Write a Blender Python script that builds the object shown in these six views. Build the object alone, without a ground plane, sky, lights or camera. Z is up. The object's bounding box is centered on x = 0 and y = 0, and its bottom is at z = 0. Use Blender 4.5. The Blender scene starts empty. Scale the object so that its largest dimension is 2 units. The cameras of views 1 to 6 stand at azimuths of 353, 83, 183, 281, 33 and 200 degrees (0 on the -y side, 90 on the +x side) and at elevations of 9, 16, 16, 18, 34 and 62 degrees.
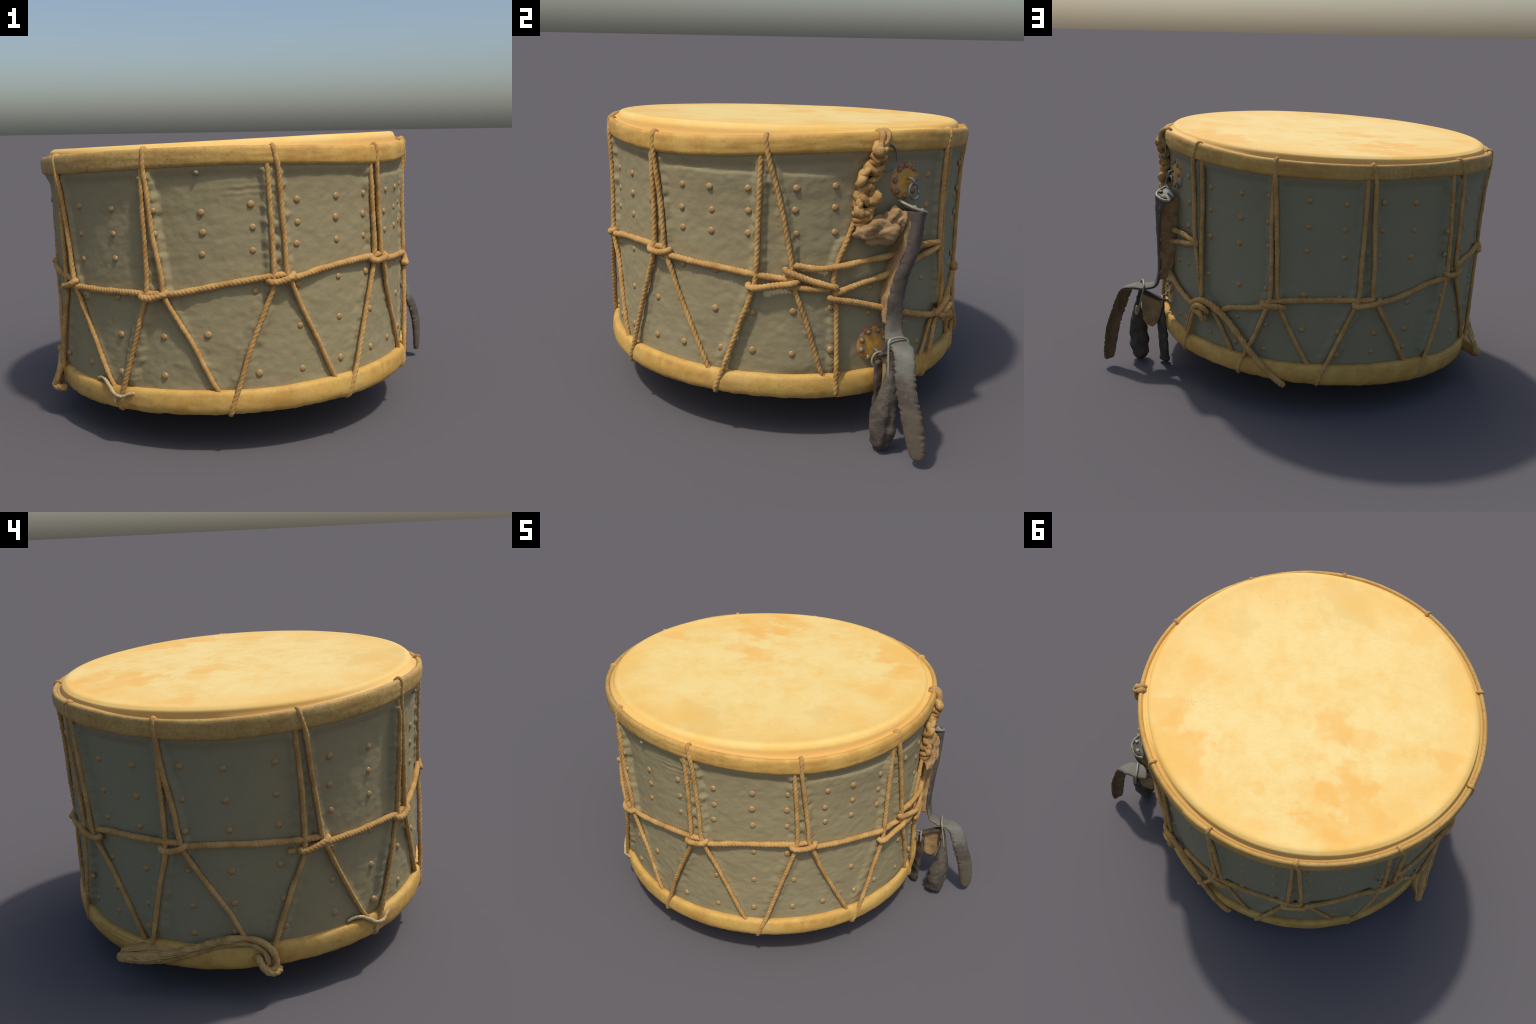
"""A rope-laced, two-headed drum: riveted painted shell, hide heads and hoops,
zig-zag hemp lacing, plaited hanging cord and a worn leather carrying strap."""
import bpy, math, random
from mathutils import Vector, Matrix, noise

random.seed(7)
D = bpy.data
COL = bpy.context.scene.collection

# ------------------------------------------------------------------ drum frame
# Everything is modelled in the drum's own frame: az (degrees, 0 = front),
# h (height above the lower hoop's edge) and r (distance from the axis).
ORIGIN = Vector((-0.107, -0.005, 0.182))
AXIS = Vector((-0.0315, 0.010, 1.0)).normalized()
ax_x = (Vector((1, 0, 0)) - AXIS.x * AXIS).normalized()
ax_y = AXIS.cross(ax_x)
FRAME = Matrix((ax_x, ax_y, AXIS)).transposed().to_4x4()
FRAME.translation = ORIGIN


def P(az, h, r):
    a = math.radians(az)
    return Vector((r * math.sin(a), -r * math.cos(a), h))


def lerp_table(x, xs, ys):
    if x <= xs[0]:
        return ys[0]
    for i in range(1, len(xs)):
        if x <= xs[i]:
            t = (x - xs[i - 1]) / (xs[i] - xs[i - 1])
            return ys[i - 1] + t * (ys[i] - ys[i - 1])
    return ys[-1]


def ring_table(az, xs, ys):
    """smooth periodic interpolation round the drum"""
    az = (az + 180) % 360 - 180
    n = len(xs)
    k = max([i for i in range(n) if xs[i] <= az], default=n - 1)
    x0, x1 = xs[k], xs[(k + 1) % n]
    span = (x1 - x0) % 360
    t = ((az - x0) % 360) / span
    p = [ys[(k + j) % n] for j in (-1, 0, 1, 2)]
    return 0.5 * (2 * p[1] + (p[2] - p[0]) * t + (2 * p[0] - 5 * p[1] + 4 * p[2] - p[3]) * t * t
                  + (3 * p[1] - p[0] - 3 * p[2] + p[3]) * t ** 3)


def fbm(v, octaves=3):
    s, a, tot = 0.0, 1.0, 0.0
    for _ in range(octaves):
        s += a * noise.noise(v)
        tot += a
        v = v * 2.07
        a *= 0.5
    return s / tot


def smooth(a, b, x):
    t = min(1.0, max(0.0, (x - a) / (b - a)))
    return t * t * (3 - 2 * t)


def adiff(a, b):
    return (a - b + 180) % 360 - 180


def out_of_round(az, h):
    """the drum is slightly oval, more so near the top, with a flat at the back left"""
    k = lerp_table(h, (0.0, 0.1, 0.5, 1.0), (0.45, 0.5, 0.75, 1.0))
    flat = -0.010 * math.exp(-(adiff(az, -150) / 28.0) ** 2) * max(0.0, h)
    return 0.014 * math.cos(2 * math.radians(az - 75)) * k + flat


def shell_r(az, h):
    base = lerp_table(h, (-0.05, 0.08, 0.3, 0.6, 0.8, 0.95, 1.1),
                      (0.818, 0.816, 0.813, 0.811, 0.812, 0.820, 0.827))
    # the wall bellies out a little behind the side ropes
    belly = 0.015 * math.exp(-(adiff(az, 88) / 10.0) ** 2) * smooth(0.05, 0.13, h) * smooth(0.50, 0.42, h)
    return base + out_of_round(az, h) + belly


HOOP_AZ = (-170, -148, -124, -106, -88, -70, -50, -30, -5, 18, 38, 55, 78, 98, 120, 140, 160)
HOOP_TOP = (1.034, 1.039, 1.045, 1.035, 1.030, 1.036, 1.046, 1.053, 1.051, 1.038, 1.024, 1.024,
            1.039, 1.052, 1.058, 1.047, 1.035)
HOOP_LOW = (0.966, 0.975, 0.971, 0.962, 0.953, 0.958, 0.967, 0.976, 0.981, 0.966, 0.949, 0.947,
            0.967, 0.981, 0.978, 0.970, 0.963)


def hoop_top(az):
    return ring_table(az, HOOP_AZ, HOOP_TOP)


def hoop_low(az):
    return ring_table(az, HOOP_AZ, HOOP_LOW)


def hoop_r(az):
    return 0.849 + out_of_round(az, 1.0)


def low_hoop_r(az):
    return 0.8460 + out_of_round(az, 0.0) - 0.007 * math.exp(-(adiff(az, -68) / 22) ** 2)


# ------------------------------------------------------------------ objects
drum = D.objects.new("laced_drum", None)
drum.empty_display_size = 0.3
drum.matrix_world = FRAME
drum["label"] = "old rope-laced drum with pale hide heads and hanging strap"
drum["category"] = "drum"
COL.objects.link(drum)


def add_mesh(name, verts, faces, mat, parent=None, smooth_faces=True):
    me = D.meshes.new(name)
    me.from_pydata([tuple(v) for v in verts], [], faces)
    me.materials.append(mat)
    if smooth_faces:
        me.polygons.foreach_set("use_smooth", [True] * len(me.polygons))
    me.update()
    ob = D.objects.new(name, me)
    ob.parent = parent or drum
    COL.objects.link(ob)
    return ob


def loft(rings, close_ends=True, closed_path=False):
    """skin a list of equal-length vertex rings"""
    n = len(rings[0])
    verts = [v for ring in rings for v in ring]
    faces = []
    m = len(rings)
    for i in range(m if closed_path else m - 1):
        a, b = i * n, ((i + 1) % m) * n
        for j in range(n):
            k = (j + 1) % n
            faces.append((a + j, a + k, b + k, b + j))
    if close_ends and not closed_path:
        faces.append(tuple(reversed(range(n))))
        faces.append(tuple(range((m - 1) * n, m * n)))
    return verts, faces


def spline(pts, step):
    """Catmull-Rom through pts, resampled about every `step`"""
    pts = [Vector(p) for p in pts]
    if len(pts) == 2:
        pts = [pts[0], (pts[0] + pts[1]) / 2, pts[1]]
    ext = [2 * pts[0] - pts[1]] + pts + [2 * pts[-1] - pts[-2]]
    dense = []
    for i in range(1, len(ext) - 2):
        p0, p1, p2, p3 = ext[i - 1:i + 3]
        # centripetal tangents keep uneven spacing from looping
        d0, d1, d2 = [max(1e-5, (q - p).length ** 0.5) for p, q in ((p0, p1), (p1, p2), (p2, p3))]
        m1 = (p2 - p1) + d1 * ((p1 - p0) / d0 - (p2 - p0) / (d0 + d1))
        m2 = (p2 - p1) + d1 * ((p3 - p2) / d2 - (p3 - p1) / (d1 + d2))
        for k in range(24):
            t = k / 24
            dense.append((2 * t ** 3 - 3 * t * t + 1) * p1 + (t ** 3 - 2 * t * t + t) * m1
                         + (-2 * t ** 3 + 3 * t * t) * p2 + (t ** 3 - t * t) * m2)
    dense.append(pts[-1])
    acc = [0.0]
    for a, b in zip(dense, dense[1:]):
        acc.append(acc[-1] + (b - a).length)
    n = max(3, int(acc[-1] / step) + 1)
    out, j = [], 0
    for i in range(n):
        s = acc[-1] * i / (n - 1)
        while j < len(acc) - 2 and acc[j + 1] < s:
            j += 1
        t = (s - acc[j]) / max(1e-9, acc[j + 1] - acc[j])
        out.append(dense[j].lerp(dense[j + 1], min(1, t)))
    return out


def frames(path, closed=False):
    n = len(path)
    tang = []
    for i in range(n):
        a = path[(i - 1) % n] if closed or i else path[0]
        b = path[(i + 1) % n] if closed or i < n - 1 else path[-1]
        tang.append((b - a).normalized())
    ref = Vector((path[0].x, path[0].y, 0.02)).normalized()
    out = []
    for t in tang:
        u = (ref - ref.dot(t) * t)
        if u.length < 1e-4:
            u = t.orthogonal()
        u.normalize()
        ref = u
        out.append((u, t.cross(u)))
    return out


rope_count = 0


def rope_rings(path, radius, lobes=3, pitch=0.066, sides=18, taper=0.0, rough=0.11, phase=None, depth=0.16):
    """a twisted cord: a lobed cross-section turning along the path"""
    global rope_count
    rope_count += 1
    ph = random.random() * 6.28 if phase is None else phase
    fr = frames(path)
    s, rings = 0.0, []
    total = sum((b - a).length for a, b in zip(path, path[1:]))
    for i, p in enumerate(path):
        if i:
            s += (p - path[i - 1]).length
        u, w = fr[i]
        e = min(s, total - s)
        k = 1.0
        if taper:
            k = max(0.15, math.sqrt(max(0.0, 1 - max(0.0, 1 - e / taper) ** 2)))
        rr = radius * k * (1 + rough * 1.6 * noise.noise(Vector((s * 28, rope_count * 3.7, 0))))
        ring = []
        for j in range(sides):
            a = 2 * math.pi * j / sides
            lobe = abs(math.cos(lobes * 0.5 * (a - ph - 2 * math.pi * s / pitch)))
            q = rr * (1 - depth + depth * 1.35 * lobe)
            q *= 1 + rough * noise.noise(Vector((s * 160, a * 2.2, rope_count)))
            ring.append(p + q * (math.cos(a) * u + math.sin(a) * w))
        rings.append(ring)
    return rings


def make_rope(name, pts, radius, mat, step=0.0042, taper=0.012, parent=None, **kw):
    path = spline(pts, step)
    # slight sag and wander so that no cord is ruler-straight
    for i, p in enumerate(path):
        path[i] = p + 0.0016 * noise.noise_vector(p * 14 + Vector((rope_count, 0, 0)))
    v, f = loft(rope_rings(path, radius, taper=taper, **kw))
    return add_mesh(name, v, f, mat, parent)


# ------------------------------------------------------------------ materials
def material(name):
    m = D.materials.new(name)
    m.use_nodes = True
    nt = m.node_tree
    for n in list(nt.nodes):
        nt.nodes.remove(n)
    out = nt.nodes.new("ShaderNodeOutputMaterial")
    bsdf = nt.nodes.new("ShaderNodeBsdfPrincipled")
    nt.links.new(bsdf.outputs[0], out.inputs[0])
    return m, nt, bsdf


class Net:
    """small helper for building node graphs"""

    def __init__(self, nt):
        self.nt = nt
        self.obj = nt.nodes.new("ShaderNodeTexCoord").outputs["Object"]

    def node(self, kind, **props):
        n = self.nt.nodes.new(kind)
        for k, v in props.items():
            setattr(n, k, v)
        return n

    def put(self, sock, v):
        if isinstance(v, bpy.types.NodeSocket):
            self.nt.links.new(v, sock)
        else:
            sock.default_value = v

    def scaled(self, scale, loc=(0, 0, 0), src=None):
        n = self.node("ShaderNodeMapping")
        self.put(n.inputs["Vector"], src or self.obj)
        n.inputs["Scale"].default_value = scale
        n.inputs["Location"].default_value = loc
        return n.outputs[0]

    def noise(self, scale, detail=4, rough=0.55, vec=None, distort=0.0):
        n = self.node("ShaderNodeTexNoise")
        self.put(n.inputs["Vector"], vec or self.obj)
        n.inputs["Scale"].default_value = scale
        n.inputs["Detail"].default_value = detail
        n.inputs["Roughness"].default_value = rough
        n.inputs["Distortion"].default_value = distort
        return n.outputs["Fac"]

    def voronoi(self, scale, vec=None, feature="F1"):
        n = self.node("ShaderNodeTexVoronoi", feature=feature)
        self.put(n.inputs["Vector"], vec or self.obj)
        n.inputs["Scale"].default_value = scale
        return n.outputs["Distance"]

    def ramp(self, fac, lo, hi, a=0.0, b=1.0):
        n = self.node("ShaderNodeMapRange", interpolation_type="SMOOTHSTEP")
        self.put(n.inputs["Value"], fac)
        n.inputs["From Min"].default_value = lo
        n.inputs["From Max"].default_value = hi
        n.inputs["To Min"].default_value = a
        n.inputs["To Max"].default_value = b
        return n.outputs[0]

    def math(self, op, a, b=0.0, c=0.0):
        n = self.node("ShaderNodeMath", operation=op)
        for i, v in enumerate((a, b, c)):
            self.put(n.inputs[i], v)
        return n.outputs[0]

    def mix(self, fac, a, b, mode="MIX"):
        n = self.node("ShaderNodeMix", data_type="RGBA", blend_type=mode)
        self.put(n.inputs[0], fac)
        for i, v in ((6, a), (7, b)):
            if isinstance(v, tuple):
                v = (*v[:3], 1.0)
            self.put(n.inputs[i], v)
        return n.outputs[2]

    def near(self, az, h, r, radius, jitter=0.5, scale=9.0):
        """mask: 1 inside a ragged blob round a place on the drum"""
        n = self.node("ShaderNodeVectorMath", operation="DISTANCE")
        self.put(n.inputs[0], self.obj)
        n.inputs[1].default_value = P(az, h, r)
        d = self.math("ADD", n.outputs["Value"],
                      self.math("MULTIPLY", self.math("SUBTRACT", self.noise(scale, 4), 0.5), radius * jitter * 4))
        return self.ramp(d, radius * 0.45, radius * 1.15, 1.0, 0.0)

    def bump(self, bsdf, height, strength, dist=0.004):
        n = self.node("ShaderNodeBump")
        n.inputs["Strength"].default_value = strength
        n.inputs["Distance"].default_value = dist
        self.put(n.inputs["Height"], height)
        self.nt.links.new(n.outputs[0], bsdf.inputs["Normal"])

    def polar(self):
        """(azimuth/2pi, radius, height) of the shading point"""
        sep = self.node("ShaderNodeSeparateXYZ")
        self.put(sep.inputs[0], self.obj)
        return sep.outputs


def mat_head():
    m, nt, b = material("hide_head")
    g = Net(nt)
    big = g.noise(2.6, 5, 0.62, distort=0.35)
    mid = g.noise(7.0, 6, 0.68, vec=g.scaled((1, 1, 1), (3, 1, 7)))
    cream, honey, orange = (0.84, 0.640, 0.250), (0.82, 0.495, 0.112), (0.83, 0.42, 0.070)
    c = g.mix(g.ramp(mid, 0.38, 0.85), cream, honey)
    c = g.mix(g.math("MULTIPLY", g.ramp(big, 0.50, 0.72), 0.35), c, (0.80, 0.48, 0.10))
    for az, rr, rad, k in ((-143, 0.56, 0.20, 0.8), (-153, 0.66, 0.13, 0.4), (136, 0.72, 0.17, 0.7), (116, 0.71, 0.10, 0.45),
                           (-97, 0.70, 0.08, 0.6), (95, 0.60, 0.09, 0.35), (-128, 0.16, 0.10, 0.55), (-110, 0.30, 0.07, 0.4)):
        c = g.mix(g.math("MULTIPLY", g.near(az, 1.064, rr, rad, 0.8, 9.0), k * 0.9), c, orange)
    for az, rr, rad, k in ((5, 0.60, 0.14, 0.45), (60, 0.55, 0.10, 0.35), (-55, 0.74, 0.1, 0.25)):
        c = g.mix(g.math("MULTIPLY", g.near(az, 1.064, rr, rad, 0.8, 7.0), k), c, (0.68, 0.46, 0.135))
    pale = g.ramp(g.noise(3.4, 4, 0.6, vec=g.scaled((1, 1, 1), (8, 2, 1))), 0.52, 0.72)
    c = g.mix(g.math("MULTIPLY", pale, 0.55), c, (0.84, 0.65, 0.26))
    # fine hair-side fibres
    fib = g.noise(30, 5, 0.7, vec=g.scaled((1.0, 4.0, 1.0)))
    hx, hy, _ = g.polar()
    edge = g.math("SQRT", g.math("ADD", g.math("MULTIPLY", hx, hx), g.math("MULTIPLY", hy, hy)))
    edge = g.ramp(g.math("ADD", edge, g.math("MULTIPLY", g.math("SUBTRACT", g.noise(4, 5, 0.65), 0.5), 0.9)), 0.45, 0.90)
    c = g.mix(g.math("MULTIPLY", edge, 0.70), c, (0.83, 0.485, 0.105))
    streak = g.noise(11, 6, 0.75, vec=g.scaled((1.0, 3.2, 1.0), (2, 9, 4)))
    c = g.mix(g.math("MULTIPLY", g.ramp(streak, 0.50, 0.72), 0.32), c, (0.83, 0.46, 0.085))
    c = g.mix(g.ramp(fib, 0.35, 0.75, 0.0, 0.22), c, (0.66, 0.44, 0.17))
    # dark specks gathered near the beaten edge
    speck = g.ramp(g.voronoi(75), 0.14, 0.24, 1.0, 0.0)
    where = g.ramp(g.noise(9, 3, 0.6, vec=g.scaled((1, 1, 1), (5, 5, 0))), 0.52, 0.68)
    zone = g.math("MAXIMUM", g.near(112, 1.06, 0.70, 0.30, 0.5), g.near(45, 1.06, 0.72, 0.22, 0.5))
    zone = g.math("MAXIMUM", zone, g.near(-45, 1.06, 0.74, 0.20, 0.5))
    zone = g.math("ADD", g.math("MULTIPLY", zone, 0.45), 0.10)
    c = g.mix(g.math("MULTIPLY", g.math("MULTIPLY", speck, where), zone), c, (0.20, 0.15, 0.08))
    # the fold where the hide turns down behind the hoop is stained orange
    x, y, z = g.polar()
    rr = g.math("SQRT", g.math("ADD", g.math("MULTIPLY", x, x), g.math("MULTIPLY", y, y)))
    c = g.mix(g.math("MULTIPLY", g.ramp(g.math("ADD", z, g.math("MULTIPLY", mid, 0.02)), 1.066, 1.046), 0.75), c, (0.62, 0.34, 0.09))
    nt.links.new(c, b.inputs["Base Color"])
    b.inputs["Roughness"].default_value = 0.62
    b.inputs["Specular IOR Level"].default_value = 0.3
    g.bump(b, g.math("ADD", fib, g.math("MULTIPLY", mid, 1.5)), 0.25, 0.003)
    return m


def mat_hoop():
    m, nt, b = material("hide_covered_hoop")
    g = Net(nt)
    mid = g.noise(9, 5, 0.65)
    fine = g.noise(60, 5, 0.7)
    c = g.mix(g.ramp(mid, 0.34, 0.68), (0.64, 0.390, 0.095), (0.52, 0.275, 0.058))
    c = g.mix(g.math("MULTIPLY", g.ramp(g.noise(5, 4, 0.6, vec=g.scaled((1, 1, 1), (4, 9, 2))), 0.52, 0.7), 0.5), c, (0.67, 0.465, 0.155))
    # hand grime: dense on the left half of the upper hoop, specks elsewhere
    x, y, z = g.polar()
    left = g.math("MULTIPLY", g.ramp(x, 0.35, -0.45), g.ramp(z, 0.7, 0.9))
    grime = g.ramp(g.math("ADD", g.noise(70, 6, 0.75), g.math("MULTIPLY", left, 0.07)), 0.52, 0.74)
    c = g.mix(g.math("MULTIPLY", grime, g.math("ADD", g.math("MULTIPLY", left, 0.45), 0.12)), c, (0.14, 0.095, 0.04))
    c = g.mix(g.math("MULTIPLY", left, 0.35), c, (0.36, 0.25, 0.10))
    stain = g.ramp(g.noise(13, 5, 0.7, vec=g.scaled((1, 1, 1.6), (3, 3, 3))), 0.55, 0.70)
    c = g.mix(g.math("MULTIPLY", stain, 0.4), c, (0.30, 0.165, 0.045))
    spots = g.ramp(g.voronoi(34), 0.06, 0.17, 1.0, 0.0)
    c = g.mix(g.math("MULTIPLY", spots, g.math("ADD", g.math("MULTIPLY", left, 0.5), 0.12)), c, (0.11, 0.08, 0.045))
    c = g.mix(g.ramp(fine, 0.3, 0.8, 0.0, 0.22), c, (0.36, 0.23, 0.08))
    nt.links.new(c, b.inputs["Base Color"])
    b.inputs["Roughness"].default_value = 0.6
    b.inputs["Specular IOR Level"].default_value = 0.3
    g.bump(b, g.math("ADD", fine, mid), 0.35, 0.004)
    return m


def mat_shell():
    m, nt, b = material("painted_shell")
    g = Net(nt)
    big = g.noise(2.2, 4, 0.6)
    mid = g.noise(9, 5, 0.65, vec=g.scaled((1, 1, 1), (1, 2, 3)))
    fine = g.noise(70, 4, 0.7, vec=g.scaled((1, 1, 2.2)))
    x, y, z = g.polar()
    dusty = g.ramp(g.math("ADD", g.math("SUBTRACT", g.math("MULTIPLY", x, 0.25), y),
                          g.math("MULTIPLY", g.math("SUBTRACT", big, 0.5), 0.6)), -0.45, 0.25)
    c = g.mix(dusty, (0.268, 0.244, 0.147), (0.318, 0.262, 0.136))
    c = g.mix(g.math("MULTIPLY", g.ramp(mid, 0.5, 0.75), 0.35), c, (0.24, 0.19, 0.105))
    c = g.mix(g.math("MULTIPLY", g.ramp(big, 0.55, 0.72), 0.3), c, (0.31, 0.28, 0.185))
    stains = g.ramp(g.noise(14, 3, 0.5, vec=g.scaled((1, 1, 1), (6, 1, 9))), 0.66, 0.76)
    c = g.mix(g.math("MULTIPLY", stains, 0.3), c, (0.24, 0.20, 0.06))
    c = g.mix(g.ramp(fine, 0.35, 0.75, 0.0, 0.14), c, (0.14, 0.13, 0.10))
    nt.links.new(c, b.inputs["Base Color"])
    b.inputs["Roughness"].default_value = 0.72
    b.inputs["Specular IOR Level"].default_value = 0.25
    g.bump(b, g.math("ADD", g.math("MULTIPLY", fine, 0.6), g.math("MULTIPLY", mid, 2.0)), 0.3, 0.004)
    return m


def mat_rope(name, light, dark):
    m, nt, b = material(name)
    g = Net(nt)
    mid = g.noise(16, 4, 0.6)
    fine = g.noise(230, 3, 0.7)
    c = g.mix(g.ramp(mid, 0.32, 0.7), light, dark)
    c = g.mix(g.ramp(fine, 0.35, 0.75, 0.0, 0.4), c, tuple(0.55 * v for v in dark))
    nt.links.new(c, b.inputs["Base Color"])
    b.inputs["Roughness"].default_value = 0.85
    b.inputs["Specular IOR Level"].default_value = 0.2
    g.bump(b, fine, 0.5, 0.002)
    return m


def mat_plain(name, a, c2, scale=20, rough=0.5, metallic=0.0, bump=0.25, dist=0.003, fine_scale=110):
    m, nt, b = material(name)
    g = Net(nt)
    mid = g.noise(scale, 5, 0.65)
    fine = g.noise(fine_scale, 4, 0.7)
    c = g.mix(g.ramp(mid, 0.35, 0.68), a, c2)
    c = g.mix(g.ramp(fine, 0.4, 0.8, 0.0, 0.25), c, tuple(0.5 * v for v in c2))
    nt.links.new(c, b.inputs["Base Color"])
    b.inputs["Roughness"].default_value = rough
    b.inputs["Metallic"].default_value = metallic
    b.inputs["Specular IOR Level"].default_value = 0.35
    g.bump(b, g.math("ADD", fine, mid), bump, dist)
    return m


def mat_plaque():
    """painted roundel: concentric grey lines on amber, red flecks at the rim"""
    m, nt, b = material("painted_roundel")
    g = Net(nt)
    sep = g.node("ShaderNodeSeparateXYZ")
    g.put(sep.inputs[0], g.obj)
    x, y = sep.outputs[0], sep.outputs[1]
    rr = g.math("SQRT", g.math("ADD", g.math("MULTIPLY", x, x), g.math("MULTIPLY", y, y)))
    wob = g.math("ADD", rr, g.math("MULTIPLY", g.math("SUBTRACT", g.noise(30, 3), 0.5), 0.010))
    c = g.mix(g.ramp(g.noise(34, 4, 0.6), 0.35, 0.65), (0.70, 0.36, 0.045), (0.52, 0.28, 0.05))
    rim = g.ramp(wob, 0.044, 0.050)
    c = g.mix(g.math("MULTIPLY", rim, 0.85), c, (0.64, 0.26, 0.045))
    red = g.math("MULTIPLY", rim, g.ramp(g.noise(26, 2, vec=g.scaled((1, 1, 1), (2, 5, 1))), 0.58, 0.66))
    c = g.mix(red, c, (0.52, 0.10, 0.035))
    notch = g.math("MULTIPLY", rim, g.ramp(g.noise(44, 3, vec=g.scaled((1, 1, 1), (9, 1, 1))), 0.56, 0.64))
    c = g.mix(g.math("MULTIPLY", notch, 0.8), c, (0.10, 0.07, 0.04))
    pale = g.math("MULTIPLY", rim, g.ramp(g.noise(20, 2, vec=g.scaled((1, 1, 1), (7, 3, 1))), 0.58, 0.64))
    c = g.mix(pale, c, (0.34, 0.34, 0.31))
    line = g.ramp(g.math("ABSOLUTE", g.math("SUBTRACT", wob, 0.043)), 0.0012, 0.0028, 1.0, 0.0)
    line2 = g.ramp(g.math("ABSOLUTE", g.math("SUBTRACT", wob, 0.068)), 0.001, 0.0025, 0.7, 0.0)
    c = g.mix(g.math("MULTIPLY", g.math("MAXIMUM", line, line2), 0.7), c, (0.38, 0.35, 0.27))
    nt.links.new(c, b.inputs["Base Color"])
    b.inputs["Roughness"].default_value = 0.6
    g.bump(b, g.noise(80, 4), 0.2, 0.002)
    return m


M_HEAD = mat_head()
M_HOOP = mat_hoop()
M_SHELL = mat_shell()
M_ROPE = mat_rope("hemp_cord", (0.60, 0.36, 0.125), (0.44, 0.24, 0.072))
M_TAIL = mat_rope("frayed_hemp", (0.54, 0.35, 0.130), (0.38, 0.225, 0.075))
M_PLAIT = mat_rope("plaited_rawhide", (0.58, 0.36, 0.13), (0.33, 0.165, 0.052))  # second tone darkened to paint shadowed gaps between the strands
M_BRASS = mat_plain("dull_brass", (0.44, 0.28, 0.11), (0.34, 0.20, 0.08), 40, 0.45, 0.15, 0.15, 0.001)


def mat_strap():
    """dark brown leather, bend lightened grey-green for sunlight, dusty tan at the tip"""
    m, nt, b = material("brown_leather_sun_tinted")
    g = Net(nt)
    mid, fine = g.noise(10, 5, 0.65), g.noise(110, 4, 0.7)
    c = g.mix(g.ramp(mid, 0.35, 0.68), (0.120, 0.094, 0.070), (0.070, 0.053, 0.041))
    c = g.mix(g.math("MULTIPLY", g.near(108.8, 0.215, 1.01, 0.15, 0.3, 14.0), 0.8), c, (0.170, 0.168, 0.135))
    c = g.mix(g.math("MULTIPLY", g.near(108.6, -0.10, 1.145, 0.17, 0.3, 14.0), 0.7), c, (0.170, 0.135, 0.088))
    c = g.mix(g.ramp(g.noise(26, 5, 0.7), 0.60, 0.74, 0.0, 0.5), c, (0.20, 0.165, 0.115))
    c = g.mix(g.ramp(fine, 0.4, 0.8, 0.0, 0.3), c, (0.035, 0.028, 0.022))
    nt.links.new(c, b.inputs["Base Color"])
    b.inputs["Roughness"].default_value = 0.66
    b.inputs["Specular IOR Level"].default_value = 0.35
    g.bump(b, g.math("ADD", fine, mid), 0.35, 0.004)
    return m


M_STRAP = mat_strap()
M_STRAP_WORN = mat_plain("worn_brown_leather", (0.115, 0.094, 0.068), (0.066, 0.051, 0.038), 12, 0.7, 0.0, 0.6, 0.007)
M_FLESH = mat_plain("raw_leather_side", (0.42, 0.27, 0.120), (0.28, 0.165, 0.068), 16, 0.85, 0.0, 0.35, 0.004)
M_LINING = mat_plain("dark_lining", (0.24, 0.15, 0.07), (0.15, 0.09, 0.04), 16, 0.85, 0.0, 0.4, 0.004)
M_TARNISH = mat_plain("tarnished_brass", (0.27, 0.22, 0.13), (0.18, 0.14, 0.08), 40, 0.5, 0.2, 0.15, 0.001)
M_IRON = mat_plain("grey_iron", (0.19, 0.19, 0.165), (0.12, 0.12, 0.10), 30, 0.6, 0.2, 0.3, 0.002)
M_WIRE = mat_plain("pale_wire", (0.34, 0.32, 0.23), (0.25, 0.23, 0.16), 30, 0.5, 0.2, 0.2, 0.001)
M_TWINE = mat_plain("pale_twine", (0.55, 0.43, 0.22), (0.42, 0.31, 0.15), 60, 0.9, 0.0, 0.3, 0.001)
M_PLAQUE = mat_plaque()

# ------------------------------------------------------------------ lacing layout
# For each of the eleven lacing stations: the cord that comes out from behind the
# upper hoop, is gathered by the girth rope and runs over the lower hoop (pulled),
# and the one that crosses the upper hoop's face and ends behind the lower hoop.
OVER_LOW = {
    "a": [(-28.0, 0.93), (-28.1, 0.758), (-28.3, 0.60), (-28.6, 0.499), (-29.5, 0.453), (-31.0, 0.388), (-34.9, 0.217), (-38.5, 0.075)],
    "b": [(6.4, 0.95), (6.8, 0.79), (6.9, 0.553), (6.3, 0.482), (3.7, 0.396), (-0.5, 0.256), (-4.6, 0.08)],
    "c": [(41.0, 0.935), (41.8, 0.75), (42.0, 0.565), (41.4, 0.517), (36.3, 0.299), (31.4, 0.085)],
    "d": [(74.8, 0.947), (74.6, 0.782), (74.3, 0.582), (74.0, 0.48), (73.2, 0.427), (69.6, 0.274), (65.2, 0.08)],
    "e": [(164.3, 0.95), (164.4, 0.727), (164.8, 0.602), (165.0, 0.388), (163.7, 0.324), (161.0, 0.211), (157.0, 0.08)],
    "f": [(-166.7, 0.951), (-166.4, 0.80), (-166.6, 0.613), (-166.7, 0.427), (-167.9, 0.367), (-171.7, 0.235), (-176.0, 0.08)],
    "g": [(-135.6, 0.956), (-134.2, 0.772), (-133.2, 0.616), (-132.9, 0.504), (-133.4, 0.461), (-135.9, 0.285), (-140.3, 0.08)],
    "h": [(-99.9, 0.94), (-100.1, 0.731), (-100.2, 0.619), (-100.3, 0.536), (-100.9, 0.477), (-103.7, 0.336), (-107.9, 0.08)],
    "i": [(-64.5, 0.955), (-63.6, 0.80), (-63.3, 0.68), (-63.2, 0.515), (-63.5, 0.452), (-66.9, 0.335), (-70.1, 0.213), (-73.0, 0.08)],
}
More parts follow.
